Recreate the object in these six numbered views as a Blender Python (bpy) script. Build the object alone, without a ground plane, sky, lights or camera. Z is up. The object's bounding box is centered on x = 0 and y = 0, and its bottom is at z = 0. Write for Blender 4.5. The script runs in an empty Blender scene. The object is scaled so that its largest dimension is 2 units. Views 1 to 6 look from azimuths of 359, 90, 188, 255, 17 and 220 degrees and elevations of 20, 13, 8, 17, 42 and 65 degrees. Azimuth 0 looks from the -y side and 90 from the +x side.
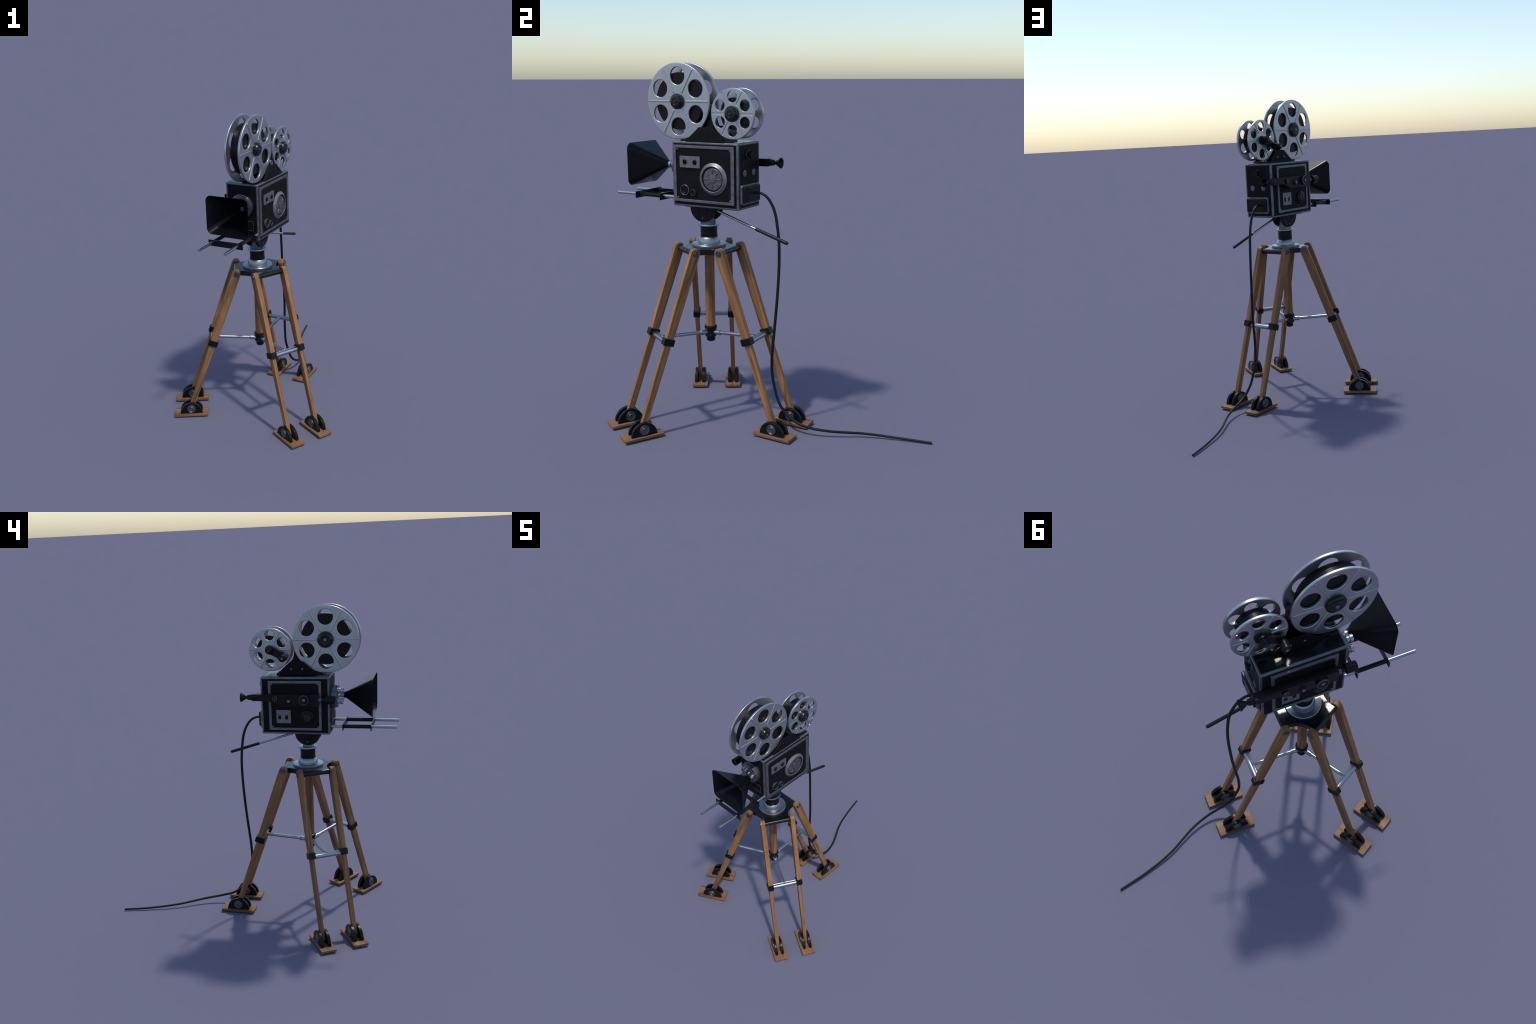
"""Antique hand-cranked film camera with two film reels on a wooden tripod."""
import bpy, bmesh, math, random
from math import sin, cos, pi, radians
from mathutils import Matrix, Vector

random.seed(11)
scene = bpy.context.scene
COL = scene.collection
AXIS = Vector((0.0818, -0.3122, 0.0))           # vertical tripod axis
PAN = radians(-30.0)                          # the camera is panned on its head
LEG_ANGLES = (180.0, -60.0, 60.0)

# ------------------------------------------------------------------ materials
class Nodes:
    def __init__(self, name):
        self.m = bpy.data.materials.new(name)
        self.m.use_nodes = True
        self.t = self.m.node_tree
        self.b = self.t.nodes["Principled BSDF"]
    def n(self, kind, **kw):
        node = self.t.nodes.new(kind)
        for k, v in kw.items():
            if k in node.inputs.keys():
                node.inputs[k].default_value = v
            else:
                setattr(node, k, v)
        return node
    def l(self, a, b):
        self.t.links.new(a, b)
    def ramp(self, src, stops):
        r = self.n("ShaderNodeValToRGB")
        e = r.color_ramp.elements
        while len(e) < len(stops):
            e.new(0.5)
        for el, (p, c) in zip(e, stops):
            el.position = p
            el.color = (*c, 1) if len(c) == 3 else c
        self.l(src, r.inputs[0])
        return r.outputs[0]
    def mix(self, fac, a, b, mode="MIX"):
        m = self.n("ShaderNodeMix", data_type="RGBA", blend_type=mode)
        for sock, val in ((m.inputs[0], fac), (m.inputs[6], a), (m.inputs[7], b)):
            if hasattr(val, "is_output"):
                self.l(val, sock)
            elif isinstance(val, tuple):
                sock.default_value = (*val, 1)
            else:
                sock.default_value = val
        return m.outputs[2]
    def math(self, op, a, b=0.0):
        m = self.n("ShaderNodeMath", operation=op)
        for sock, val in zip(m.inputs, (a, b)):
            if hasattr(val, "is_output"):
                self.l(val, sock)
            else:
                sock.default_value = val
        return m.outputs[0]
    def coords(self, scale=(1, 1, 1), shift=True):
        tc = self.n("ShaderNodeTexCoord")
        mp = self.n("ShaderNodeMapping")
        mp.inputs["Scale"].default_value = scale
        self.l(tc.outputs["Object"], mp.inputs["Vector"])
        if shift:                              # every repeat gets its own piece of grain
            oi = self.n("ShaderNodeObjectInfo")
            s = self.n("ShaderNodeCombineXYZ")
            for i, k in enumerate((37.0, 53.0, 19.0)):
                self.l(self.math("MULTIPLY", oi.outputs["Random"], k), s.inputs[i])
            self.l(s.outputs[0], mp.inputs["Location"])
        return mp.outputs[0]
    def noise(self, vec, scale, detail=4.0, rough=0.55, dist=0.0):
        n = self.n("ShaderNodeTexNoise", Scale=scale, Detail=detail, Roughness=rough, Distortion=dist)
        self.l(vec, n.inputs["Vector"])
        return n.outputs["Fac"]
    def bump(self, h, strength, dist=0.002):
        b = self.n("ShaderNodeBump", Strength=strength, Distance=dist)
        self.l(h, b.inputs["Height"])
        self.l(b.outputs[0], self.b.inputs["Normal"])

def surface(name, col, rough, metal=0.0, var=0.25, scale=14.0, rvar=0.12, bump=0.0, bscale=300.0,
            coat=0.0, spec=0.5, spots=None):
    """Painted, metal or rubber finish: slightly mottled colour and uneven gloss."""
    N = Nodes(name)
    v = N.coords()
    f = N.noise(v, scale, 5.0, 0.6)
    lo = tuple(c * (1 - var) for c in col)
    hi = tuple(min(1, c * (1 + var)) for c in col)
    c = N.ramp(f, [(0.3, lo), (0.7, hi)])
    if spots:                                  # small stains and scuffs
        s = N.noise(v, spots[1], 6.0, 0.7)
        mask = N.ramp(s, [(spots[2], (0, 0, 0)), (spots[2] + 0.06, (1, 1, 1))])
        c = N.mix(mask, c, spots[0])
    N.l(c, N.b.inputs["Base Color"])
    r = N.noise(v, scale * 2.3, 6.0, 0.65)
    mr = N.n("ShaderNodeMapRange")
    mr.inputs[1].default_value, mr.inputs[2].default_value = 0.3, 0.7
    mr.inputs[3].default_value, mr.inputs[4].default_value = max(0.02, rough - rvar), min(1, rough + rvar)
    N.l(r, mr.inputs[0])
    N.l(mr.outputs[0], N.b.inputs["Roughness"])
    N.b.inputs["Metallic"].default_value = metal
    N.b.inputs["Specular IOR Level"].default_value = spec
    N.b.inputs["Coat Weight"].default_value = coat
    N.b.inputs["Coat Roughness"].default_value = 0.15
    if bump:
        N.bump(N.noise(v, bscale, 3.0, 0.6), bump, 0.001)
    return N.m

def wood(name, along, dark, mid, light, stain, crack=False):
    """Oiled wood: long streaked grain, cloudy tone, grey worn patches and thin dark pores."""
    N = Nodes(name)
    stretch = [26.0, 26.0, 26.0]
    stretch[along] = 1.6
    v = N.coords(tuple(stretch))
    g = N.noise(v, 1.0, 6.0, 0.62, 0.9)
    c = N.ramp(g, [(0.33, dark), (0.47, mid), (0.66, light)])
    fine = [260.0, 260.0, 260.0]
    fine[along] = 14.0
    p = N.noise(N.coords(tuple(fine)), 1.0, 3.0, 0.5)
    pores = N.ramp(p, [(0.60, (0, 0, 0)), (0.74, (1, 1, 1))])
    c = N.mix(N.math("MULTIPLY", pores, 0.75), c, dark)
    streak = [48.0, 48.0, 48.0]
    streak[along] = 2.2
    q = N.noise(N.coords(tuple(streak)), 1.0, 5.0, 0.65, 0.6)
    c = N.mix(N.math("MULTIPLY", N.ramp(q, [(0.52, (0, 0, 0)), (0.66, (1, 1, 1))]), 0.55), c, tuple(x * 1.15 for x in dark))
    v2 = N.coords((1, 1, 1))
    cloud = N.noise(v2, 11.0, 6.0, 0.6, 0.5)
    c = N.mix(N.math("MULTIPLY", N.ramp(cloud, [(0.42, (0, 0, 0)), (0.72, (1, 1, 1))]), 0.55), c, stain)
    if crack:                                  # a meandering split in the board
        k = N.noise(N.coords((3.0, 9.0, 3.0)), 1.0, 2.0, 0.5, 0.4)
        line = N.math("LESS_THAN", N.math("ABSOLUTE", N.math("SUBTRACT", k, 0.5)), 0.006)
        where = N.math("GREATER_THAN", N.noise(v2, 9.0, 1.0), 0.56)
        c = N.mix(N.math("MULTIPLY", line, where), c, (0.03, 0.017, 0.01))
    N.l(c, N.b.inputs["Base Color"])
    N.b.inputs["Roughness"].default_value = 0.55
    N.b.inputs["Specular IOR Level"].default_value = 0.35
    N.bump(N.math("ADD", g, N.math("MULTIPLY", p, 0.4)), 0.25, 0.0012)
    return N.m

WOOD = wood("oiled_leg_wood", 2, (0.080, 0.036, 0.015), (0.245, 0.111, 0.040), (0.42, 0.200, 0.072), (0.195, 0.108, 0.058))
BOARD = wood("foot_board_wood", 0, (0.095, 0.045, 0.020), (0.215, 0.104, 0.047), (0.285, 0.145, 0.070), (0.175, 0.094, 0.053), crack=True)
ALU = surface("brushed_reel_aluminium", (0.44, 0.455, 0.475), 0.36, 0.9, 0.06, 9.0, 0.07)
CHROME = surface("polished_tube_steel", (0.37, 0.39, 0.42), 0.31, 1.0, 0.06, 6.0, 0.04)
SATIN = surface("satin_head_metal", (0.29, 0.315, 0.35), 0.35, 0.9, 0.10, 12.0, 0.10, spots=((0.12, 0.12, 0.13), 30.0, 0.68))
TRIM = surface("worn_grey_trim", (0.160, 0.163, 0.177), 0.42, 0.75, 0.25, 25.0, 0.12, 0.12, 260.0)
PLATE = surface("pale_control_plate", (0.195, 0.195, 0.20), 0.45, 0.7, 0.22, 40.0, 0.10, 0.10, 300.0)
BLACK = surface("black_enamel", (0.0048, 0.005, 0.0062), 0.34, 0.0, 0.35, 16.0, 0.08, 0.05, 200.0, spec=0.22)
GLOSS = surface("glossy_black_enamel", (0.0055, 0.006, 0.0072), 0.24, 0.0, 0.4, 14.0, 0.09, 0.04, 120.0, spec=0.4, spots=((0.016, 0.016, 0.016), 22.0, 0.68))
PANEL = surface("black_leatherette", (0.0062, 0.0063, 0.0075), 0.55, 0.0, 0.35, 30.0, 0.10, 0.35, 420.0, spec=0.11, spots=((0.035, 0.034, 0.033), 45.0, 0.70))
RUBBER = surface("black_rubber", (0.0050, 0.0054, 0.0060), 0.44, 0.0, 0.3, 40.0, 0.1, 0.1, 260.0, spec=0.3)
HOODM = surface("black_hood_sheet", (0.0030, 0.0034, 0.0045), 0.33, 0.0, 0.4, 12.0, 0.05, 0.06, 150.0, spec=0.16)
FILM = surface("dark_film_stock", (0.0042, 0.0042, 0.0056), 0.34, 0.0, 0.12, 9.0, 0.04, spec=0.20)
TURRET = surface("dull_turret_metal", (0.17, 0.175, 0.185), 0.33, 0.9, 0.12, 20.0, 0.08)
DIAL = surface("dull_dial_metal", (0.135, 0.134, 0.142), 0.44, 0.75, 0.28, 45.0, 0.12, 0.15, 220.0)
STEEL = surface("dull_bolt_steel", (0.14, 0.145, 0.16), 0.42, 0.85, 0.30, 70.0, 0.12, 0.2, 300.0)
SCREW = surface("small_screw_metal", (0.14, 0.145, 0.155), 0.42, 0.7, 0.2, 60.0, 0.1)
GLASS = surface("coated_lens_glass", (0.05, 0.055, 0.075), 0.08, 0.0, 0.1, 10.0, 0.03, coat=1.0)
VOID = surface("dark_recess", (0.004, 0.004, 0.005), 0.6, 0.0, 0.2, 20.0, 0.1, spec=0.2)

# ------------------------------------------------------------------ geometry helpers
ROOT = None
def M_axis(z_to, origin=(0, 0, 0), x_hint=None):
    """Matrix whose local z points along z_to."""
    z = Vector(z_to).normalized()
    x = Vector(x_hint) if x_hint else (Vector((0, 0, 1)) if abs(z.z) < 0.9 else Vector((1, 0, 0)))
    x = (x - z * x.dot(z)).normalized()
    y = z.cross(x)
    m = Matrix((x, y, z)).transposed().to_4x4()
    m.translation = Vector(origin)
    return m

def smooth_mesh(me, angle=38.0):
    bm = bmesh.new()
    bm.from_mesh(me)
    lim = radians(angle)
    for f in bm.faces:
        f.smooth = True
    for e in bm.edges:
        if len(e.link_faces) == 2:
            e.smooth = e.calc_face_angle(0.0) < lim
        else:
            e.smooth = False
    bm.to_mesh(me)
    bm.free()

def mesh_of(bm, name, mat, angle=38.0):
    bmesh.ops.recalc_face_normals(bm, faces=bm.faces)
    me = bpy.data.meshes.new(name)
    bm.to_mesh(me)
    bm.free()
    me.materials.append(mat)
    smooth_mesh(me, angle)
    return me

def put(name, me, parent, matrix=None):
    ob = bpy.data.objects.new(name, me)
    COL.objects.link(ob)
    if parent is not None:
        ob.parent = parent
        ob.matrix_parent_inverse = WORLD[parent].inverted()
    ob.matrix_basis = matrix or Matrix()
    if 8 < len(me.polygons):                   # keep broad faces flat beside their rounded rims
        wn = ob.modifiers.new("flat_faces", "WEIGHTED_NORMAL")
        wn.keep_sharp = True
        wn.weight = 80
    WORLD[ob] = ob.matrix_basis.copy() if parent is None else (matrix or Matrix()).copy()
    return ob
WORLD = {}

def add_box(bm, lo, hi, bev=0.0, seg=2, matrix=None):
    lo, hi = Vector(lo), Vector(hi)
    r = bmesh.ops.create_cube(bm, size=1.0)
    vs = r["verts"]
    for v in vs:
        v.co = Vector([lo[i] + (v.co[i] + 0.5) * (hi[i] - lo[i]) for i in range(3)])
    if bev:
        es = {e for v in vs for e in v.link_edges}
        r = bmesh.ops.bevel(bm, geom=list(es), offset=bev, segments=seg, profile=0.5, affect="EDGES")
        vs = {v for f in r["faces"] for v in f.verts} | {v for v in vs if v.is_valid}
    if matrix:
        bmesh.ops.transform(bm, matrix=matrix, verts=list(vs))

def box(lo, hi, mat, name, bev=0.0, seg=2):
    bm = bmesh.new()
    add_box(bm, lo, hi, bev, seg)
    return mesh_of(bm, name, mat)

def add_lathe(bm, prof, seg=48, matrix=None, closed=False):
    """Revolve a (radius, height) profile about local z."""
    rings = []
    for r, h in prof:
        if r < 1e-6:
            rings.append([bm.verts.new((0, 0, h))])
        else:
            rings.append([bm.verts.new((r * cos(2 * pi * i / seg), r * sin(2 * pi * i / seg), h)) for i in range(seg)])
    pairs = list(zip(rings[:-1], rings[1:]))
    if closed:
        pairs.append((rings[-1], rings[0]))
    for a, b in pairs:
        for i in range(seg):
            j = (i + 1) % seg
            if len(a) == 1 and len(b) == 1:
                continue
            if len(a) == 1:
                bm.faces.new((a[0], b[i], b[j]))
            elif len(b) == 1:
                bm.faces.new((a[i], b[0], a[j]))
            else:
                bm.faces.new((a[i], b[i], b[j], a[j]))
    if matrix:
        bmesh.ops.transform(bm, matrix=matrix, verts=[v for ring in rings for v in ring])

def lathe(prof, mat, name, seg=48, angle=38.0):
    bm = bmesh.new()
    add_lathe(bm, prof, seg)
    return mesh_of(bm, name, mat, angle)

def rod_profile(r, a, b, ch=0.0008):
    return [(0, a), (r - ch, a), (r, a + ch), (r, b - ch), (r - ch, b), (0, b)]

def circle_pts(cx, cy, r, n=48, a0=0.0, a1=2 * pi, end=False):
    m = n - 1 if end else n
    return [(cx + r * cos(a0 + (a1 - a0) * i / m), cy + r * sin(a0 + (a1 - a0) * i / m)) for i in range(n)]

def round_poly(pts, radii, n=6):
    """Polygon with rounded corners."""
    out = []
    k = len(pts)
    if not hasattr(radii, "__len__"):
        radii = [radii] * k
    for i in range(k):
        p, a, b = Vector(pts[i]), Vector(pts[i - 1]), Vector(pts[(i + 1) % k])
        r = radii[i]
        if r <= 0:
            out.append(tuple(p))
            continue
        u, w = (a - p).normalized(), (b - p).normalized()
        half = u.angle(w) / 2
        t = r / math.tan(half)
        c = p + (u + w).normalized() * (r / sin(half))
        s, e = p + u * t - c, p + w * t - c
        ang = s.angle_signed(e) if s.length and e.length else 0
        for j in range(n + 1):
            q = s.copy()
            q.rotate(Matrix.Rotation(-ang * j / n, 2))
            out.append(tuple(c + q))
    return out

def rect(x0, x1, y0, y1, r=0.0, n=6):
    p = [(x0, y0), (x1, y0), (x1, y1), (x0, y1)]
    return round_poly(p, r, n) if r else p

def slab(loops, z0, z1, mat, name, bev=0.0, seg=2, angle=38.0):
    """Flat plate with holes and rounded rims, outline loops in local xy."""
    cu = bpy.data.curves.new(name, "CURVE")
    cu.dimensions = "2D"
    cu.fill_mode = "BOTH"
    cu.extrude = (z1 - z0) / 2 - bev
    cu.bevel_depth = bev
    cu.bevel_resolution = seg
    cu.offset = -bev
    for lp in loops:
        sp = cu.splines.new("POLY")
        sp.points.add(len(lp) - 1)
        for pt, (x, y) in zip(sp.points, lp):
            pt.co = (x, y, 0, 1)
        sp.use_cyclic_u = True
    ob = bpy.data.objects.new(name, cu)
    COL.objects.link(ob)
    dg = bpy.context.evaluated_depsgraph_get()
    me = bpy.data.meshes.new_from_object(ob.evaluated_get(dg))
    bpy.data.objects.remove(ob)
    bpy.data.curves.remove(cu)
    bm = bmesh.new()
    bm.from_mesh(me)
    bpy.data.meshes.remove(me)
    bmesh.ops.remove_doubles(bm, verts=bm.verts, dist=1e-5)
    bmesh.ops.translate(bm, verts=bm.verts, vec=(0, 0, (z0 + z1) / 2))
    return mesh_of(bm, name, mat, angle)

def join(meshes, name):
    """Several meshes into one, keeping their materials."""
    bm = bmesh.new()
    mats = []
    for me, mx in meshes:
        idx = [mats.index(m) if m in mats else (mats.append(m) or len(mats) - 1) for m in me.materials]
        k = len(bm.faces)
        nv = len(bm.verts)
        bm.from_mesh(me)
        bm.verts.ensure_lookup_table()
        bm.faces.ensure_lookup_table()
        for f in bm.faces[k:]:
            f.material_index = idx[f.material_index]
        if mx is not None:
            bmesh.ops.transform(bm, matrix=mx, verts=bm.verts[nv:])
    me = bpy.data.meshes.new(name)
    bm.to_mesh(me)
    bm.free()
    for m in mats:
        me.materials.append(m)
    smooth_mesh(me)
    return me

def tube_mesh(a, b, r, mat, name, seg=24, ch=0.0008):
    a, b = Vector(a), Vector(b)
    bm = bmesh.new()
    add_lathe(bm, rod_profile(r, 0, (b - a).length, ch), seg, M_axis(b - a, a))
    return mesh_of(bm, name, mat)

def T(x, y, z):
    return Matrix.Translation((x, y, z))

# ------------------------------------------------------------------ the thing
ROOT = bpy.data.objects.new("antique_film_camera", None)
COL.objects.link(ROOT)
ROOT.matrix_basis = T(*AXIS)
WORLD[ROOT] = T(*AXIS)
ROOT["label"] = "antique black film camera with two silver reels on wooden tripod"
ROOT["category"] = "film camera"

BASE = T(*AXIS)
CAM = BASE @ Matrix.Rotation(PAN, 4, "Z")      # camera frame: x = operator's far side, -y = towards the lens

# ================================================================== TRIPOD
PIV = Vector((0.139, 0, 0.994))                # leg hinge on the crown (radial, -, z)
FOOT = Vector((0.4755, 0, 0.0555))             # hinge in the foot
TILT = -math.atan2(FOOT.x - PIV.x, PIV.z - FOOT.z)
LEG = (FOOT - PIV).length
SPREAD = 0.1050                                # half distance between the two beams of a leg
CL = 0.503                                     # clamp distance down the beam

# crown plate: three blunt arms with concave sides
def crown_outline():
    pts = []
    for k in range(3):
        a = radians(180 + 120 * k)
        d, s = Vector((cos(a), sin(a))), Vector((-sin(a), cos(a)))
        p0, p1 = d * 0.139 - s * 0.0865, d * 0.139 + s * 0.0865
        a2 = a + radians(120)
        q = Vector((cos(a2), sin(a2))) * 0.139 - Vector((-sin(a2), cos(a2))) * 0.0865
        mid = Vector((cos(a + pi / 3), sin(a + pi / 3)))
        pts += [tuple(p0), tuple(p1)]
        c1 = p1 * 0.94 + mid * 0.012
        ctrl = mid * 0.1005
        for i in range(1, 16):                 # concave flank between two arms
            t = i / 16
            h = (1 - t) ** 3 * p1 + 3 * (1 - t) ** 2 * t * (p1 * 0.30 + mid * 0.068) + 3 * (1 - t) * t * t * (q * 0.30 + mid * 0.068) + t ** 3 * q
            pts.append(tuple(h))
    return pts
crown = put("tripod_crown", slab([crown_outline()], 0.975, 1.007, GLOSS, "tripod_crown", 0.0025), ROOT, BASE)

leg_up = slab([[(0.0265 * cos(t), 0.0265 * sin(t)) for t in [pi * i / 20 for i in range(21)]]
               + [(-0.0268, -0.10), (-0.0222, -CL), (0.0222, -CL), (0.0268, -0.10)]], -0.0155, 0.0155, WOOD, "up", 0.0022)
leg_lo = slab([[(-0.0195, -CL + 0.01), (-0.0172, -LEG - 0.022), (0.0168, -LEG - 0.022), (0.0195, -CL + 0.01)]],
              -0.0125, 0.0125, WOOD, "lo", 0.0018)
STAND = Matrix(((1, 0, 0, 0), (0, 0, -1, 0), (0, 1, 0, 0), (0, 0, 0, 1)))  # xy outline -> xz plane
leg_mesh = join([(leg_up, STAND), (leg_lo, STAND)], "leg")
clamp_mesh = box((-0.0310, -0.0205, -0.0195), (0.0310, 0.0205, 0.0195), BLACK, "clamp", 0.003)
def bolt_profile(r, h):
    return [(0, h * 0.3), (r * 0.20, h * 0.3), (r * 0.26, h * 1.5), (r * 0.46, h * 1.5), (r * 0.54, h * 0.55), (r * 0.68, h * 0.55),
            (r * 0.72, h * 0.9), (r * 0.78, h * 0.9), (r * 0.82, h * 0.6), (r * 0.86, h * 0.6), (r * 0.90, h), (r * 0.97, h), (r, h * 0.6), (r, -0.004), (0, -0.004)]
hinge_bolt_mesh = lathe(bolt_profile(0.0165, 0.0038), STEEL, "leg_bolt", 32)
foot_bolt_mesh = lathe(bolt_profile(0.0285, 0.0035), STEEL, "foot_bolt", 40)

board_mesh = box((-0.111, -0.0478, 0.0055), (0.111, 0.0478, 0.0215), BOARD, "foot", 0.0028)
# boards are not perfectly straight: a slight wobble along the cut faces
hinge_disc_mesh = slab([[(0.073, 0.019)] + [(0.073 * cos(t), 0.0225 + 0.0735 * sin(t)) for t in [pi * i / 40 for i in range(41)]] + [(-0.073, 0.019)]],
                       -0.0094, 0.0094, BLACK, "hinge_cheek", 0.0024)
pivot_rod_mesh = lathe(rod_profile(0.0162, -0.0885, 0.0885, 0.003), GLOSS, "pivot_rod", 32)

for ang in LEG_ANGLES:
    A = BASE @ Matrix.Rotation(radians(ang), 4, "Z")
    put("pivot_rod", pivot_rod_mesh, crown, A @ T(PIV.x, 0, 0.991) @ Matrix.Rotation(pi / 2, 4, "X"))
    for side in (-1, 1):
        B = A @ T(PIV.x, side * SPREAD, PIV.z) @ Matrix.Rotation(TILT, 4, "Y")
        leg = put("leg", leg_mesh, ROOT, B)
        put("leg_bolt", hinge_bolt_mesh, leg, B @ T(0, side * 0.0155, 0) @ Matrix.Rotation(-side * pi / 2, 4, "X"))
        put("leg_clamp", clamp_mesh, leg, B @ T(0, 0, -CL))
        Fm = A @ T(0.4785, side * SPREAD * 0.985, 0)
        foot = put("foot", board_mesh, ROOT, Fm)
        for s in (-1, 1):
            Dm = Fm @ T(-0.0028, side * 0.002 + s * 0.0223, 0)
            put("hinge_cheek", hinge_disc_mesh, foot, Dm @ STAND)
            put("foot_bolt", foot_bolt_mesh, foot, Dm @ T(0, s * 0.0094, 0.0555) @ Matrix.Rotation(-s * pi / 2, 4, "X"))

# centre column with its collar, three spreader arms and the cross tubes
column = put("center_column", lathe([(0, 0.444), (0.017, 0.444), (0.0215, 0.449), (0.0215, 0.530), (0.0274, 0.531), (0.0274, 0.985), (0, 0.985)],
                                    WOOD, "center_column", 24, 20), ROOT, BASE)
put("column_collar", lathe([(0.020, 0.4515), (0.0235, 0.4495), (0.0248, 0.452), (0.0248, 0.4705), (0.0258, 0.472), (0.031, 0.475), (0.0345, 0.480),
                            (0.0338, 0.486), (0.0318, 0.4905), (0.0308, 0.500), (0.0312, 0.511), (0.0335, 0.519), (0.036, 0.5245), (0.0366, 0.531),
                            (0.0345, 0.537), (0.030, 0.539), (0.026, 0.536)], BLACK, "column_collar", 40), column, BASE)
sp = tube_mesh((0.022, 0, 0.4990), (0.302, 0, 0.519), 0.0106, CHROME, "arm")
d = (Vector((0.302, 0, 0.519)) - Vector((0.022, 0, 0.499))).normalized()
s0 = Vector((0.022, 0, 0.499))
sock = tube_mesh(s0, s0 + d * 0.040, 0.0148, CHROME, "sock", 24, 0.0015)
ring = tube_mesh(s0 + d * 0.0400, s0 + d * 0.046, 0.0160, CHROME, "ring", 24, 0.0015)
arm_mesh = join([(sp, None), (sock, None), (ring, None)], "spreader_arm")
HALF = SPREAD - 0.0195
t1 = tube_mesh((0.3116, -HALF, 0.5132), (0.3116, HALF, 0.5132), 0.0145, CHROME, "t1")
t2 = tube_mesh((0.2968, -HALF, 0.5200), (0.2968, HALF, 0.5200), 0.0068, CHROME, "t2")
cross_mesh = join([(t1, None), (t2, None)], "cross_tube")
for ang in LEG_ANGLES:
    A = BASE @ Matrix.Rotation(radians(ang), 4, "Z")
    arm = put("spreader_arm", arm_mesh, ROOT, A)
    put("cross_tube", cross_mesh, arm, A)

# ================================================================== PAN HEAD
head = put("pan_head", lathe([(0, 1.0065), (0.0935, 1.0065), (0.095, 1.0085), (0.095, 1.0185), (0.093, 1.0210), (0.066, 1.0215), (0.0625, 1.0235),
                              (0.0620, 1.033), (0.0603, 1.043), (0.0565, 1.052), (0.0525, 1.0580), (0.0505, 1.0592), (0.0490, 1.0580), (0.0480, 1.050), (0, 1.050)],
                             SATIN, "pan_head", 64), ROOT, BASE)
put("pan_barrel", lathe([(0, 1.049), (0.044, 1.049), (0.0468, 1.0535), (0.0468, 1.122), (0, 1.122)], BLACK, "pan_barrel", 56), head, BASE)
put("pan_flange", lathe([(0, 1.1185), (0.046, 1.1185), (0.0565, 1.1205), (0.0592, 1.123), (0.0592, 1.1285), (0.0575, 1.131), (0, 1.131)], SATIN, "pan_flange", 56), head, BASE)
bm = bmesh.new()                               # neck block: square foot, narrowing between the tilt cheeks
lv = [(1.130, 0.031, 0.0295), (1.145, 0.0305, 0.0295), (1.168, 0.0290, 0.0295), (1.19, 0.0285, 0.030), (1.236, 0.0285, 0.032)]
prev = None
for z, hx, hy in lv:
    ring_v = [bm.verts.new((x * hx + 0.003 * (z > 1.16), y * hy - 0.004, z)) for x, y in ((-1, -1), (1, -1), (1, 1), (-1, 1))]
    if prev:
        for i in range(4):
            bm.faces.new((prev[i], prev[(i + 1) % 4], ring_v[(i + 1) % 4], ring_v[i]))
    else:
        bm.faces.new(ring_v)
    prev = ring_v
bm.faces.new(prev)
put("neck_block", mesh_of(bm, "neck_block", TURRET, 30), head, CAM)  # darker metal than the flange, putting the shade under the camera into its colour
YZ = Matrix(((0, 0, 1, 0), (1, 0, 0, 0), (0, 1, 0, 0), (0, 0, 0, 1)))  # outline (y, z) extruded along x
cheek_out = circle_pts(-0.008, 1.224, 0.080, 56, radians(10), radians(-190), True)
cheek = slab([cheek_out], -0.0092, 0.0092, BLACK, "tilt_cheek", 0.003)
ringm = lathe([(0.030, 0.0005), (0.0312, 0.0022), (0.0345, 0.0022), (0.0357, 0.0005)], VOID, "cheek_ring", 48)
scr = lathe([(0, 0.0028), (0.003, 0.0028), (0.0046, 0.0018), (0.005, 0)], SCREW, "screw", 20)
for s, x in ((1, 0.0415), (-1, -0.0305)):
    ck = put("tilt_cheek", cheek, ROOT, CAM @ T(x, 0, 0) @ YZ)
    side = CAM @ T(x + s * 0.0088, -0.008, 1.220) @ M_axis((s, 0, 0))
    put("cheek_groove", ringm, ck, side)
    put("cheek_screw", scr, ck, CAM @ T(x + s * 0.0088, -0.006, 1.166) @ M_axis((s, 0, 0)))
put("mounting_plate", box((-0.068, -0.112, 1.2255), (0.066, 0.135, 1.2395), BLACK, "mounting_plate", 0.002), ROOT, CAM)
h0, h1, h2 = Vector((0.024, 0.060, 1.2155)), Vector((0.026, 0.318, 1.1325)), Vector((0.0225, 0.513, 1.0705))
handle = put("pan_handle", tube_mesh(h0, h1 + (h1 - h0) * 0.03, 0.0072, CHROME, "pan_handle", 24), ROOT, CAM)
L2 = (h2 - h1).length
put("handle_grip", lathe([(0, 0), (0.0078, 0), (0.0092, 0.0015), (0.0098, L2 - 0.010), (0.0085, L2 - 0.004), (0.005, L2), (0, L2)],
                         RUBBER, "handle_grip", 28), handle, CAM @ M_axis(h2 - h1, h1))

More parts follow.
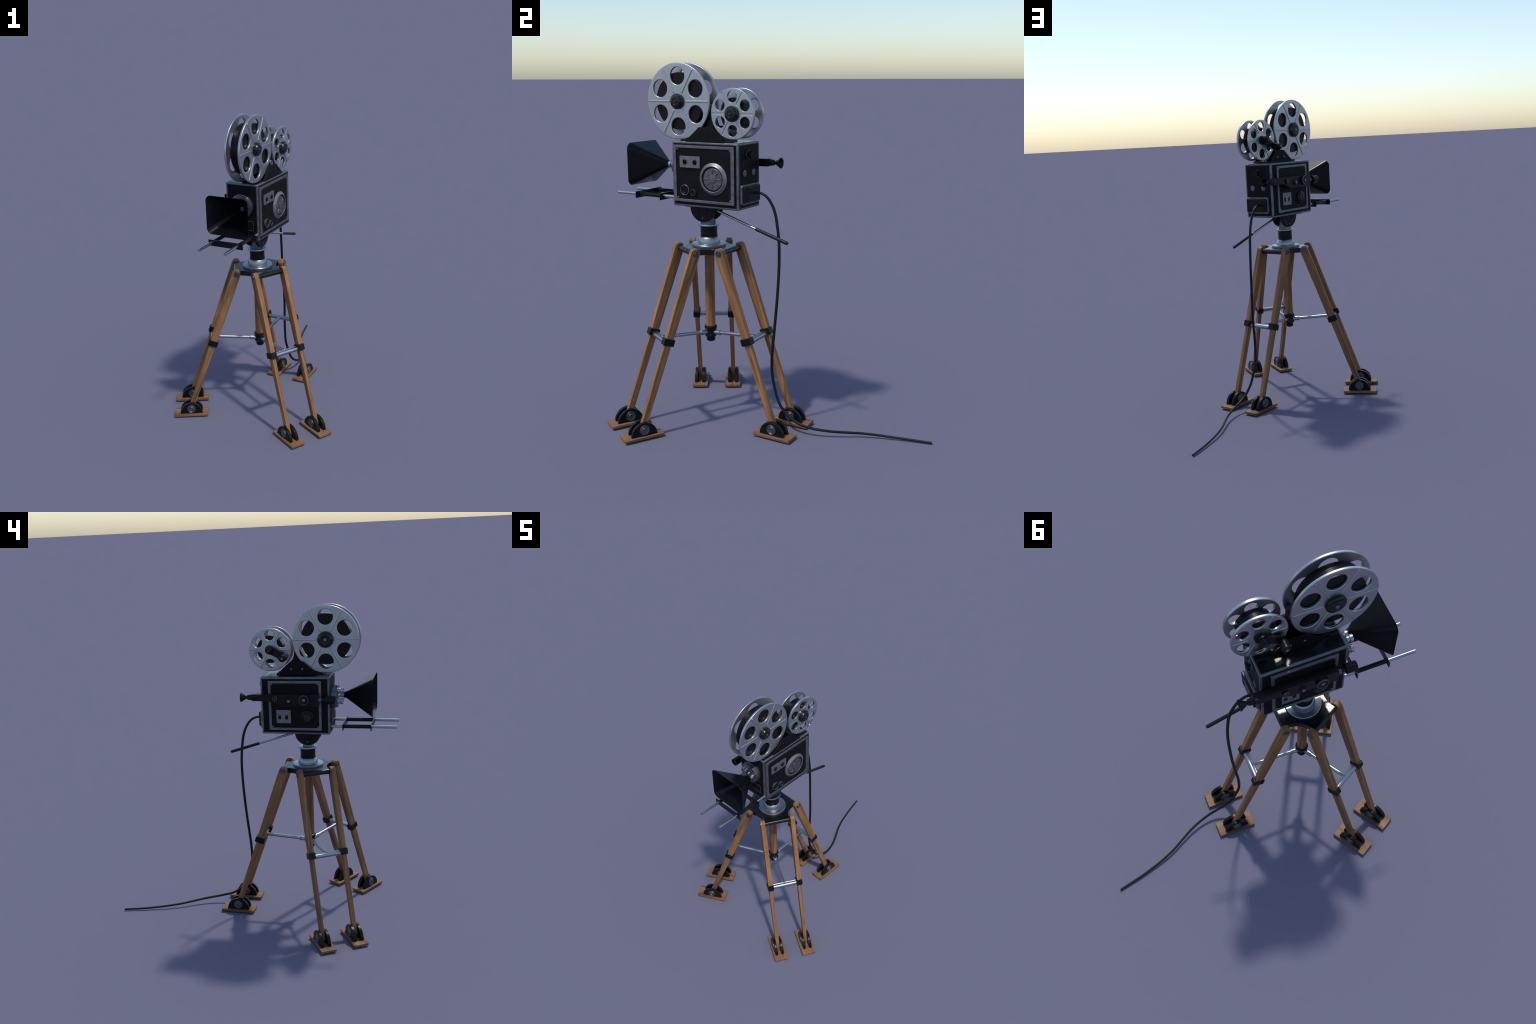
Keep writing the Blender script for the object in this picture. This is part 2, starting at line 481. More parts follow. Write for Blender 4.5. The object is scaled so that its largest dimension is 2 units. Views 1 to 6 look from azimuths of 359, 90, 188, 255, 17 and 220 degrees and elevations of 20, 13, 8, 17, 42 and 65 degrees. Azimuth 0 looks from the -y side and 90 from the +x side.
# ================================================================== CAMERA BODY
X0, X1, Y0, Y1, Z0, Z1 = -0.1146, 0.1044, -0.1615, 0.2613, 1.2348, 1.5878
BAND = 0.0130                                  # width of the grey edge band on every face
def body_meshes(rad):
    """Box with rounded metal edge bands; the six leather faces and the grey bands become two meshes."""
    out = []
    for want_flat in (True, False):
        bm = bmesh.new()
        add_box(bm, (X0, Y0, Z0), (X1, Y1, Z1), rad, 4)
        bm.normal_update()
        big = [f for f in bm.faces if f.calc_area() > 0.01]
        bmesh.ops.inset_individual(bm, faces=big, thickness=BAND - rad)
        bm.normal_update()
        inner = set(big)
        drop = [f for f in bm.faces if (f in inner) != want_flat]
        bmesh.ops.delete(bm, geom=drop, context="FACES")
        out.append(mesh_of(bm, "camera_body" if want_flat else "edge_trim", PANEL if want_flat else TRIM, 50))
    return out
flat_mesh, edge_mesh = body_meshes(0.0062)
body = put("camera_body", flat_mesh, ROOT, CAM)
put("edge_trim", edge_mesh, body, CAM)
put("top_panel", box((X0 + BAND, Y0 + BAND, Z1 - 0.004), (X1 - BAND, Y1 - BAND, Z1 + 0.0005), GLOSS, "top_panel", 0.0003), body, CAM)

def on_side(s, x):
    """Frame for parts on the camera's flanks: local (u, v, w) = (along, up, out)."""
    return CAM @ T(x, 0, 0) @ M_axis((s, 0, 0), (0, 0, 0), (0, s, 0))
# ---- far side (+x) door.  u = y here
RS = on_side(1, 0)
DX = 0.1135
def R(x):
    return CAM @ T(x, 0, 0) @ Matrix(((0, 0, 1, 0), (1, 0, 0, 0), (0, 1, 0, 0), (0, 0, 0, 1)))
def Lf(x):
    return CAM @ T(x, 0, 0) @ Matrix(((0, 0, -1, 0), (-1, 0, 0, 0), (0, 1, 0, 0), (0, 0, 0, 1)))
door_r = put("door_panel", slab([rect(-0.1485, 0.2375, 1.264, 1.5665)], -0.014, -0.0042, PANEL, "door_panel", 0.0006), body, R(DX))
put("door_frame", slab([rect(-0.1505, 0.2395, 1.262, 1.5685), rect(-0.1305, 0.2195, 1.2763, 1.5535)], -0.009, 0.0, TRIM, "door_frame", 0.0015), door_r, R(DX))
put("bolt_plate", slab([rect(-0.1035, 0.0270, 1.4485, 1.5105)], -0.005, 0.0036, PLATE, "bolt_plate", 0.0012), door_r, R(DX))
blk = lathe([(0, 0.0035), (0.004, 0.0035), (0.0055, 0.0065), (0.009, 0.0065), (0.010, 0.0015), (0.0125, 0.0022), (0.0145, 0.0)], BLACK, "dark_bolt", 28)
for y in (-0.0705, -0.0060):
    put("dark_bolt", blk, door_r, R(DX + 0.0034) @ T(y, 1.4785, 0))
# large dial: bevelled ring, black groove, bright disc with raised spokes and hub
dial = put("dial_ring", lathe([(0.0670, -0.006), (0.0670, 0.0085), (0.0698, 0.0098), (0.0845, -0.0010), (0.0862, -0.002), (0.0862, -0.006)], PLATE, "dial_ring", 72), door_r, R(DX) @ T(0.1085, 1.395, 0))
put("dial_disc", lathe([(0, 0.0045), (0.0575, 0.0045), (0.0592, 0.0030), (0.0592, -0.004)], DIAL, "dial_disc", 64), dial, R(DX) @ T(0.1085, 1.395, 0))
put("dial_groove", lathe([(0.058, 0.0018), (0.0682, 0.0018), (0.0682, -0.004)], VOID, "dial_groove", 64), dial, R(DX) @ T(0.1085, 1.395, 0))
put("dial_hub", lathe([(0, 0.0085), (0.0205, 0.0085), (0.0228, 0.0072), (0.0235, 0.003)], DIAL, "dial_hub", 40), dial, R(DX) @ T(0.1085, 1.395, 0))
spoke = box((0.0285, -0.0030, 0.001), (0.0515, 0.0030, 0.0085), DIAL, "dial_spoke", 0.0029, 3)
for k in range(8):
    put("dial_spoke", spoke, dial, R(DX) @ T(0.1085, 1.395, 0) @ Matrix.Rotation(pi / 4 * k, 4, "Z"))
def knob_ring(r):
    return lathe([(r * 0.84, 0.002), (r * 0.85, 0.0090), (r * 0.88, 0.0098), (r * 0.96, 0.0098), (r, 0.0085), (r, -0.006)], STEEL, "knob_ring", 44)
def knob_face(r):
    return lathe([(0, 0.0052), (r * 0.50, 0.0052), (r * 0.54, 0.0062), (r * 0.60, 0.0062), (r * 0.64, 0.0045), (r * 0.86, 0.0045)], BLACK, "knob_face", 40)
for y, z, r in ((-0.0735, 1.3268, 0.0292), (-0.0200, 1.3150, 0.0176)):
    kr = put("knob_ring", knob_ring(r), door_r, R(DX - 0.003) @ T(y, z, 0))
    put("knob_face", knob_face(r), kr, R(DX - 0.003) @ T(y, z, 0))
tiny = lathe([(0, 0.0022), (0.0040, 0.0022), (0.0056, 0.0012), (0.0060, 0)], SCREW, "frame_screw", 16)
for y in (-0.1240, 0.2130):
    for z in (1.2830, 1.5470):
        put("frame_screw", tiny, door_r, R(DX - 0.0044) @ T(y, z, 0))
for y, z, r in ((0.0195, 1.4215, 0.0030), (0.0195, 1.3985, 0.0036)):
    put("frame_screw", lathe([(0, 0.0012), (r * 0.6, 0.0012), (r, 0)], BLACK, "frame_screw", 14), door_r, R(DX - 0.0043) @ T(y, z, 0))

# ---- operator's side (-x) door.  local u = -y
DXL = -0.1255
door_l = put("door_panel", slab([rect(-0.2100, 0.1115, 1.2635, 1.5645)], -0.0150, -0.0035, PANEL, "door_panel_l", 0.0006), body, Lf(DXL))
put("door_frame", slab([rect(-0.2115, 0.1130, 1.2622, 1.5660), rect(-0.1955, 0.0975, 1.2770, 1.5510)], -0.012, 0.0, TRIM, "door_frame_l", 0.0015), door_l, Lf(DXL))
sw = [rect(-0.1645, -0.0755, 1.3060, 1.3888)]
sw += [rect(a - 0.0015, a + 0.0165, 1.3300, 1.3610) for a in (-0.1520, -0.1090)]
plate_l = put("switch_plate", slab(sw, -0.004, 0.0022, PLATE, "switch_plate", 0.0007), door_l, Lf(DXL))
for a in (-0.1520, -0.1090):
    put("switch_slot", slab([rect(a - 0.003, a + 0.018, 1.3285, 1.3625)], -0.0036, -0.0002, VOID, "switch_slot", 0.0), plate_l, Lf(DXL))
    put("switch_lip", box((a - 0.0005, 1.3540, -0.003), (a + 0.0155, 1.3605, 0.0020), TRIM, "switch_lip", 0.0006), plate_l, Lf(DXL))
wk = put("winding_knob", lathe([(0, 0.0095), (0.0180, 0.0095), (0.0195, 0.0130), (0.0265, 0.0125), (0.0285, 0.0090), (0.0370, 0.0080), (0.0398, 0.0060), (0.0405, -0.004)], BLACK, "winding_knob", 48),
         door_l, Lf(DXL) @ T(0.0275, 1.3470, 0))
put("knob_ring", lathe([(0.0160, 0.0085), (0.0165, 0.0136), (0.0185, 0.0136), (0.0192, 0.0085)], SCREW, "thin_ring", 40), wk, Lf(DXL) @ T(0.0275, 1.3470, 0))
put("knob_slot", box((-0.0115, -0.0022, 0.006), (0.0115, 0.0022, 0.0125), SCREW, "knob_slot", 0.0006), wk, Lf(DXL) @ T(0.0275, 1.3470, 0) @ Matrix.Rotation(radians(-40), 4, "Z"))
for u in (-0.1905, 0.0925):
    for z in (1.2825, 1.5455):
        put("frame_screw", tiny, door_l, Lf(DXL - -0.0037) @ T(u, z, 0))

# ---- viewfinder on the operator's side: local u = forward
vf_out = [(0.1005, 1.4165), (0.1005, 1.4912), (-0.3045, 1.4912), (-0.3045, 1.4500), (-0.2000, 1.4487), (-0.1250, 1.4185)]
vf = put("viewfinder", slab([vf_out], -0.0405, 0.0, BLACK, "viewfinder", 0.0016), ROOT, Lf(-0.1640))
VX = -0.1640
put("focus_knob", lathe([(0, 0.0165), (0.024, 0.0165), (0.0245, 0.0180), (0.0292, 0.0180), (0.0300, 0.0165), (0.0300, 0.0), (0.0300, -0.002)], BLACK, "focus_knob", 48), vf, Lf(VX) @ T(0.0165, 1.4610, 0))
put("knob_ring", lathe([(0.0262, 0.0172), (0.0268, 0.0186), (0.0292, 0.0186), (0.0300, 0.0170), (0.0302, 0.016)], STEEL, "silver_ring", 48), vf, Lf(VX) @ T(0.0165, 1.4610, 0))
put("knob_cap", lathe([(0, 0.0210), (0.0075, 0.0210), (0.0095, 0.0190), (0.0098, 0.015)], PLATE, "knob_cap", 28), vf, Lf(VX) @ T(0.0165, 1.4610, 0))
put("side_knob", lathe([(0, 0.009), (0.010, 0.009), (0.0125, 0.0075), (0.0175, 0.0045), (0.0190, 0.0)], BLACK, "side_knob", 36), vf, Lf(VX) @ T(-0.0765, 1.4520, 0))
put("knob_cap", lathe([(0, 0.0150), (0.0065, 0.0150), (0.0082, 0.0135), (0.0085, 0.008)], PLATE, "knob_cap_s", 24), vf, Lf(VX) @ T(-0.0765, 1.4520, 0))
put("small_knob", lathe([(0, 0.0085), (0.0115, 0.0085), (0.0155, 0.0085), (0.0158, 0.0)], BLACK, "small_knob", 32), vf, Lf(VX) @ T(-0.1610, 1.4668, 0))
put("knob_ring", lathe([(0.0128, 0.008), (0.0133, 0.0100), (0.0152, 0.0100), (0.0158, 0.008)], STEEL, "silver_ring_s", 36), vf, Lf(VX) @ T(-0.1610, 1.4668, 0))
put("knob_cap", lathe([(0, 0.0105), (0.0040, 0.0105), (0.0050, 0.008)], PLATE, "knob_cap_t", 20), vf, Lf(VX) @ T(-0.1610, 1.4668, 0))
FWD = CAM @ M_axis((0, -1, 0))                 # local z = forward
BACK = CAM @ M_axis((0, 1, 0))
vx = -0.1435
put("finder_neck", lathe([(0, 0.098), (0.0150, 0.098), (0.0150, 0.1065), (0.0132, 0.108), (0.0132, 0.1120), (0.0150, 0.1135), (0.0150, 0.1195), (0.0118, 0.121), (0.0118, 0.147)],
                         BLACK, "finder_neck", 32), vf, CAM @ T(vx, 0, 1.4555) @ M_axis((0, -1, 0)))
put("finder_ring", lathe([(0.0130, 0.0985), (0.0162, 0.0985), (0.0162, 0.1040), (0.0145, 0.1052), (0.0162, 0.1064), (0.0162, 0.1110), (0.0145, 0.1122), (0.0162, 0.1134), (0.0162, 0.1190), (0.0120, 0.1200)], STEEL, "finder_ring", 32, 25), vf, CAM @ T(vx, 0, 1.4555) @ M_axis((0, -1, 0)))
put("finder_barrel", lathe([(0, 0.1415), (0.0235, 0.1415), (0.0250, 0.1430), (0.0250, 0.1965), (0.0240, 0.1975), (0.0190, 0.1975), (0.0185, 0.1880), (0, 0.186)],
                           BLACK, "finder_barrel", 40), vf, CAM @ T(vx, 0, 1.4555) @ M_axis((0, -1, 0)))
put("finder_glass", lathe([(0, 0.1895), (0.010, 0.1890), (0.0188, 0.1870)], GLASS, "finder_glass", 32), vf, CAM @ T(vx, 0, 1.4555) @ M_axis((0, -1, 0)))
eyex = -0.1485
put("eyepiece", lathe([(0, 0.300), (0.0180, 0.300), (0.0180, 0.3185), (0.0170, 0.320), (0.0165, 0.330), (0.0150, 0.3345), (0.0098, 0.3385), (0.0098, 0.3440),
                       (0.0125, 0.348), (0.0285, 0.3745), (0.0293, 0.3770), (0.0278, 0.3775), (0.0120, 0.3515), (0.0070, 0.3480), (0, 0.3475)], BLACK, "eyepiece", 40),
    vf, CAM @ T(eyex, 0, 1.4705) @ M_axis((0, 1, 0)))
put("finder_glass", lathe([(0, 0.3495), (0.005, 0.3488), (0.0072, 0.3470)], GLASS, "eye_glass", 20), vf, CAM @ T(eyex, 0, 1.4705) @ M_axis((0, 1, 0)))

# ---- back face: knob, two discs and the power box
def Bk(y):                                     # local u = -x, v = z, w = backwards
    return CAM @ T(0, y, 0) @ Matrix(((-1, 0, 0, 0), (0, 0, 1, 0), (0, 1, 0, 0), (0, 0, 0, 1)))
YB = 0.2570
put("knob_seat", lathe([(0.024, 0.004), (0.026, 0.0022), (0.0350, 0.0022), (0.0375, -0.001)], BLACK, "knob_seat", 44), body, Bk(YB) @ T(0.001, 1.5240, 0))
put("knob_ring", lathe([(0.0195, 0.001), (0.0205, 0.0085), (0.0245, 0.0085), (0.0260, 0.001)], STEEL, "seat_ring", 40), body, Bk(YB) @ T(0.001, 1.5240, 0))
put("rear_knob", lathe([(0, 0.004), (0.005, 0.004), (0.005, 0.0175), (0.0205, 0.0175), (0.0222, 0.0190), (0.0222, 0.0275), (0.0208, 0.0290), (0, 0.0290)], VOID, "rear_knob", 44), body, Bk(YB) @ T(0.001, 1.5240, 0))
pin = lathe([(0, 0.0095), (0.0160, 0.0095), (0.0180, 0.0080), (0.0185, -0.002)], STEEL, "rear_disc", 36)
seat = lathe([(0.017, 0.0012), (0.022, 0.0012), (0.0228, -0.001)], BLACK, "disc_seat", 36)
for x in (0.0440, -0.0465):
    put("rear_disc", pin, body, Bk(YB) @ T(-x, 1.4282, 0))
    put("disc_seat", seat, body, Bk(YB) @ T(-x, 1.4250, 0))
pbox = put("power_box", slab([rect(-0.0905, 0.0868, 1.2625, 1.3695, 0.010)], -0.001, 0.0190, TRIM, "power_box", 0.0040, 3), body, Bk(YB))
put("power_box_cover", slab([rect(-0.0835, 0.0775, 1.2735, 1.3605, 0.005)], 0.012, 0.0315, BLACK, "power_box_cover", 0.0042, 3), pbox, Bk(YB))
jack = lathe([(0.0040, 0.0), (0.0042, 0.0014), (0.0056, 0.0014), (0.0060, 0.0)], PANEL, "jack_ring", 20)
for x in (-0.048, -0.062):
    put("jack_ring", jack, pbox, Bk(YB + 0.0313) @ T(x, 1.3475, 0))
put("socket_rim", slab([rect(-0.066, -0.048, 1.283, 1.308), rect(-0.064, -0.050, 1.285, 1.295), rect(-0.064, -0.050, 1.297, 1.306)], 0, 0.0014, PANEL, "socket_rim", 0.0003), pbox, Bk(YB + 0.0311))

# ---- front: name plate and lens turret
def Fr(y):                                     # local u = x, v = z, w = forward
    return CAM @ T(0, y, 0) @ Matrix(((1, 0, 0, 0), (0, 0, -1, 0), (0, 1, 0, 0), (0, 0, 0, 1)))
YF = -0.1555
put("front_plate", slab([rect(-0.0700, 0.0710, 1.2980, 1.3585)], -0.001, 0.0120, PANEL, "front_plate", 0.0006), body, Fr(YF))
put("plate_edge", slab([rect(-0.0706, 0.0716, 1.2974, 1.3591), rect(-0.0684, 0.0694, 1.2996, 1.3569)], 0.009, 0.0126, TRIM, "plate_edge", 0.0004), body, Fr(YF))
turret = put("lens_turret", lathe([(0, 0.043), (0.066, 0.043), (0.0695, 0.0415), (0.0700, 0.040), (0.0700, 0.028), (0.0730, 0.0270), (0.0740, 0.0255), (0.0740, -0.001), (0, -0.001)],
                                  TURRET, "lens_turret", 64), ROOT, Fr(YF) @ T(-0.001, 1.4515, 0))
put("turret_cap", lathe([(0, 0.055), (0.007, 0.055), (0.009, 0.053), (0.010, 0.044), (0.013, 0.040)], CHROME, "turret_cap", 28), turret, Fr(YF) @ T(-0.001, 1.4515, 0))
lens_mesh = join([(lathe([(0, 0.038), (0.0165, 0.038), (0.0165, 0.052), (0.0155, 0.0545), (0.0155, 0.056), (0.0192, 0.0585), (0.0192, 0.0735), (0.0182, 0.0745),
                          (0.0135, 0.0745), (0.0130, 0.068), (0, 0.066)], CHROME, "lens", 40), None),
                  (lathe([(0, 0.0695), (0.007, 0.0690), (0.0132, 0.0670)], GLASS, "gl", 32), None)], "lens")
for x, z in ((-0.0165, 1.4875), (-0.0330, 1.4265), (0.0350, 1.4515)):
    put("lens", lens_mesh, turret, Fr(YF - 0.0025) @ T(x, z, 0))

# ---- square lens hood: rounded-square funnel with real wall thickness
HC = Vector((0.0352, 1.4530))
def hood_ring(bm, f, hw, hh, r, nseg=10):
    pts = round_poly([(HC.x - hw, HC.y - hh), (HC.x + hw, HC.y - hh), (HC.x + hw, HC.y + hh), (HC.x - hw, HC.y + hh)], r, nseg)
    return [bm.verts.new((x, -f, z)) for x, z in pts]
bm = bmesh.new()
prof = [(0.234, 0.0180, 0.0180, 0.0172), (0.2355, 0.0195, 0.0195, 0.0180), (0.2415, 0.0205, 0.0198, 0.0160)]
for i in range(1, 9):
    t = i / 8
    prof.append((0.2415 + t * (0.4150 - 0.2415), 0.0205 + t * (0.1405 - 0.0205), 0.0198 + t * (0.1180 - 0.0198), 0.0160 + t * (0.0345 - 0.0160)))
prof.append((0.4165, 0.1400, 0.1175, 0.034))
for i in range(9):
    t = 1 - i / 8
    prof.append((0.2440 + t * (0.4160 - 0.2440), 0.0175 + t * (0.1385 - 0.0175), 0.0168 + t * (0.1160 - 0.0168), 0.0140 + t * (0.0330 - 0.0140)))
prof += [(0.2400, 0.0140, 0.0140, 0.0135), (0.234, 0.0135, 0.0135, 0.0132)]
rings = [hood_ring(bm, *p) for p in prof]
n = len(rings[0])
for a, b in zip(rings, rings[1:] + rings[:1]):
    for i in range(n):
        bm.faces.new((a[i], a[(i + 1) % n], b[(i + 1) % n], b[i]))
hood = put("lens_hood", mesh_of(bm, "lens_hood", HOODM, 45), ROOT, CAM)
put("hood_collar", lathe([(0.0165, 0.229), (0.0198, 0.2292), (0.0205, 0.2300), (0.0205, 0.2360), (0.0195, 0.2375), (0.0150, 0.2375)], BLACK, "hood_collar", 40), hood, CAM @ T(HC.x, 0, 1.4515) @ M_axis((0, -1, 0)))

# ---- two support rods under the hood with black sleeves and two cross straps
rod_mesh = tube_mesh((0, -0.150, 0), (0, -0.5575, 0), 0.0092, CHROME, "support_rod", 24, 0.0012)
sleeve_mesh = tube_mesh((0, -0.238, 0), (0, -0.404, 0), 0.0118, BLACK, "rod_sleeve", 28)
for x in (-0.078, 0.0955):
    rd = put("support_rod", rod_mesh, ROOT, CAM @ T(x, 0, 1.2803))
    put("rod_sleeve", sleeve_mesh, rd, CAM @ T(x, 0, 1.2803))
strap_mesh = box((-0.1045, -0.0026, 1.2590), (0.1275, 0.0026, 1.2965), BLACK, "rod_strap", 0.0007)
for y in (-0.2368, -0.4058):
    put("rod_strap", strap_mesh, ROOT, CAM @ T(0, y, 0))

# ================================================================== REELS AND THEIR BRACKET
def reel_disc(R_, rh, dh, rib0, rib1, rv, ribbed, hub_hole=0.012):
    """Pressed reel flange: six round windows, with raised ribs or sunk grooves between them; outer face at z=0."""
    holes = [circle_pts(dh * cos(a), dh * sin(a), rh, 40) for a in [radians(90 + 60 * k) for k in range(6)]]
    parts = []
    hw = rv / 2
    if ribbed:
        parts.append((slab([circle_pts(0, 0, R_, 120)] + holes, -0.0148, -0.0010, ALU, "disc", 0.0038, 3), None))
        rib = box((rib0, -hw, -0.006), (rib1, hw, 0.0024), ALU, "rib", 0.0030, 3)
        parts += [(rib, Matrix.Rotation(pi / 3 * k, 4, "Z")) for k in range(6)]
    else:
        slots = []
        for k in range(6):
            c, s = cos(pi / 3 * k), sin(pi / 3 * k)
            slots.append([(x * c - y * s, x * s + y * c) for x, y in rect(rib0, rib1, -hw, hw, 0.0015, 3)])
        big = [circle_pts(dh * cos(a), dh * sin(a), rh + 0.0008, 40) for a in [radians(90 + 60 * k) for k in range(6)]]
        parts.append((slab([circle_pts(0, 0, R_ - 0.0010, 120)] + [circle_pts(dh * cos(a), dh * sin(a), rh, 40) for a in [radians(90 + 60 * k) for k in range(6)]] + slots,
                           -0.0045, 0.0, ALU, "face", 0.0013, 3), None))
        parts.append((slab([circle_pts(0, 0, R_, 120)] + big, -0.0148, -0.0028, ALU, "disc", 0.0030, 3), None))
    return join(parts, "reel_disc")

def build_reel(y, z, R_, film_r, rh, dh, rib0, rib1, rv, ribbed_far, hub_far, hub_near):
    # anchored on the roll of film between the flanges
    roll = lathe([(0, -0.0030), (film_r - 0.0008, -0.0030), (film_r, -0.0022), (film_r, 0.0707), (film_r - 0.0008, 0.0715), (0, 0.0715)], FILM, "film_roll", 96)
    base = CAM @ T(0, y, z) @ M_axis((1, 0, 0), (0, 0, 0), (0, 0, 1))
    reel = put("film_reel", roll, ROOT, base)
    hubm = lathe([(0.030, -0.012), (0.030, 0.080)], ALU, "reel_core", 40)
    put("reel_core", hubm, reel, base)
    spin = Matrix.Rotation(pi / 2, 4, "Z")
    far = reel_disc(R_, rh, dh, rib0, rib1, rv, ribbed_far)
    near = far if ribbed_far else reel_disc(R_, rh, dh, rib0, rib1, rv, True)
    spin = Matrix.Rotation(pi / 2, 4, "Z") 
    put("reel_disc", far, reel, base @ T(0, 0, 0.0870) @ Matrix.Rotation(0, 4, "Z") @ spin.inverted() @ Matrix.Rotation(0, 4, "Z"))
    put("reel_disc", near, reel, base @ T(0, 0, -0.0185) @ Matrix.Rotation(pi, 4, "Y") @ spin)
    put("reel_hub", hub_far, reel, base @ T(0, 0, 0.0870))
    put("hub_tip", hub_tip, reel, base @ T(0, 0, 0.0870))
    put("reel_hub", hub_near, reel, base @ T(0, 0, -0.0185) @ Matrix.Rotation(pi, 4, "Y"))
    return reel, base

hub_tip = lathe([(0, 0.0268), (0.0022, 0.0266), (0.0026, 0.0292), (0.0040, 0.0292), (0.0047, 0.0280), (0.0047, 0.024)], STEEL, "hub_tip", 24, 25)
hub_far = lathe([(0, 0.0250), (0.0075, 0.0245), (0.0095, 0.0222), (0.0165, 0.0222), (0.0180, 0.0236), (0.0255, 0.0236), (0.0290, 0.0222), (0.0318, 0.0185),
                 (0.0345, 0.0140), (0.0350, 0.0128), (0.0392, 0.0120), (0.0410, 0.0100), (0.0414, 0.0070), (0.0414, -0.004)], GLOSS, "reel_hub", 56, 25)
hub_near = lathe([(0, 0.0235), (0.0105, 0.0235), (0.0125, 0.0215), (0.0150, 0.0235), (0.0200, 0.0235), (0.0215, 0.0215), (0.0260, 0.0225), (0.0290, 0.0225),
                  (0.0305, 0.0200), (0.0400, 0.0180), (0.0465, 0.0140), (0.0488, 0.0100), (0.0488, -0.004)], GLOSS, "reel_hub_near", 56)
hub_crank = lathe([(0, 0.014), (0.022, 0.014), (0.0262, 0.0125), (0.0275, 0.009), (0.0275, -0.004)], BLACK, "reel_hub_crank", 48)
big_reel, bigM = build_reel(-0.1285, 1.7975, 0.2025, 0.152, 0.0460, 0.1330, 0.0525, 0.1945, 0.0110, True, hub_far, hub_near)
put("hub_cap", lathe([(0, 0.0250), (0.0085, 0.0250), (0.0102, 0.0235)], PLATE, "hub_cap", 28), big_reel, bigM @ T(0, 0, -0.0185) @ Matrix.Rotation(pi, 4, "Y"))
small_reel, smallM = build_reel(0.2170, 1.7378, 0.1318, 0.083, 0.0298, 0.0875, 0.0515, 0.1265, 0.0100, False, hub_far, hub_crank)

# hand crank on the take-up reel
cr = Vector((0.0860, -0.0440))                 # from hub to handle, (forward, up)
ca = math.atan2(cr.y, cr.x)
CRM = Lf(-0.0325) @ T(-0.2110, 1.7395, 0) @ Matrix.Rotation(ca, 4, "Z")
clen = cr.length
crank_out = [(clen * 1.0 + 0.0205 * cos(t), 0.0205 * sin(t)) for t in [-pi / 2 + pi * i / 16 for i in range(17)]] + \
            [(0.0245 * cos(t), 0.0245 * sin(t)) for t in [pi / 2 + pi * i / 16 for i in range(17)]]
crank = put("hand_crank", slab([crank_out], 0.0, 0.0110, BLACK, "hand_crank", 0.0015), small_reel, CRM)
put("crank_nut", lathe([(0, 0.0375), (0.0150, 0.0375), (0.0180, 0.0355), (0.0195, 0.0310), (0.0195, 0.0265), (0.0208, 0.0255), (0.0208, 0.0150), (0.0195, 0.0135), (0.0195, 0.009)],
                       BLACK, "crank_nut", 36), crank, CRM)
put("crank_slot", box((-0.011, -0.0016, 0.036), (0.011, 0.0016, 0.0386), SCREW, "crank_slot", 0.0004), crank, CRM @ Matrix.Rotation(radians(70), 4, "Z"))
put("crank_grip", lathe([(0, 0.0), (0.0155, 0.0), (0.0155, 0.0140), (0.0205, 0.0155), (0.0222, 0.0200), (0.0222, 0.0410), (0.0205, 0.0430), (0.0205, 0.0450), (0.0222, 0.0465),
                         (0.0222, 0.0600), (0.0205, 0.0645), (0.0150, 0.0665), (0, 0.0668)], BLACK, "crank_grip", 36), crank, CRM @ T(clen, 0, 0))
put("crank_cap", lathe([(0, 0.0700), (0.0060, 0.0700), (0.0074, 0.0660)], PLATE, "crank_cap", 20), crank, CRM @ T(clen, 0, 0))

# bracket: foot slab, waisted post between the reels and two trapezoid cheeks
brk = put("reel_bracket", box((-0.030, -0.113, Z1 - 0.002), (0.092, 0.176, 1.5975), BLACK, "reel_bracket", 0.002), ROOT, CAM)
post = []
for t in range(0, 11):                         # flank hollowed round the big reel
    a = radians(8 + 55 * t / 10)
    post.append((0.1285 - 0.173 * cos(a), 1.7975 - 0.173 * sin(a)))
post += [(0.098, 1.597), (-0.160, 1.597)]
for t in range(0, 11):                         # and round the small one
    a = radians(58 - 60 * t / 10)
    post.append((-0.2170 + 0.149 * cos(a), 1.7378 - 0.149 * sin(a)))
post = post + [(-0.0610, 1.7760), (-0.0500, 1.7830)]
put("bracket_post", slab([[(-u, v) for u, v in post]], 0.0025, 0.0655, BLACK, "bracket_post", 0.002), brk, R(0))
ck_far = [(0.0725, 1.586), (0.0725, 1.5905), (-0.0165, 1.6655), (-0.0940, 1.6655), (-0.1745, 1.5930), (-0.1745, 1.586)]
put("bracket_cheek", slab([[(-u, v) for u, v in ck_far]], 0.0915, 0.1040, PANEL, "bracket_cheek", 0.0018), brk, R(0))
ck_near = [(0.0715, 1.586), (0.0715, 1.5975), (-0.0115, 1.6675), (-0.0885, 1.6675), (-0.1700, 1.5930), (-0.1700, 1.586)]
cn = put("bracket_cheek", slab([ck_near], 0.0, 0.0070, PANEL, "bracket_cheek_near", 0.0014), brk, Lf(-0.0285))
for u in (-0.0155, -0.0845):
    put("cheek_screw", lathe([(0, 0.0036), (0.0050, 0.0036), (0.0070, 0.0020), (0.0075, 0)], STEEL, "cheek_screw", 20), brk, Lf(-0.0354) @ T(u, 1.6215, 0))
put("cheek_rivet", lathe([(0, 0.001), (0.002, 0.001), (0.003, 0)], VOID, "cheek_rivet", 14), brk, Lf(-0.0354) @ T(-0.050, 1.6285, 0))
for u in (-0.0200, -0.0488, -0.0775):
    put("cheek_rivet", lathe([(0, 0.0030), (0.0030, 0.0027), (0.0046, 0)], BLACK, "cheek_rivet_far", 16), brk, R(0.1039) @ T(-u, 1.6315, 0))

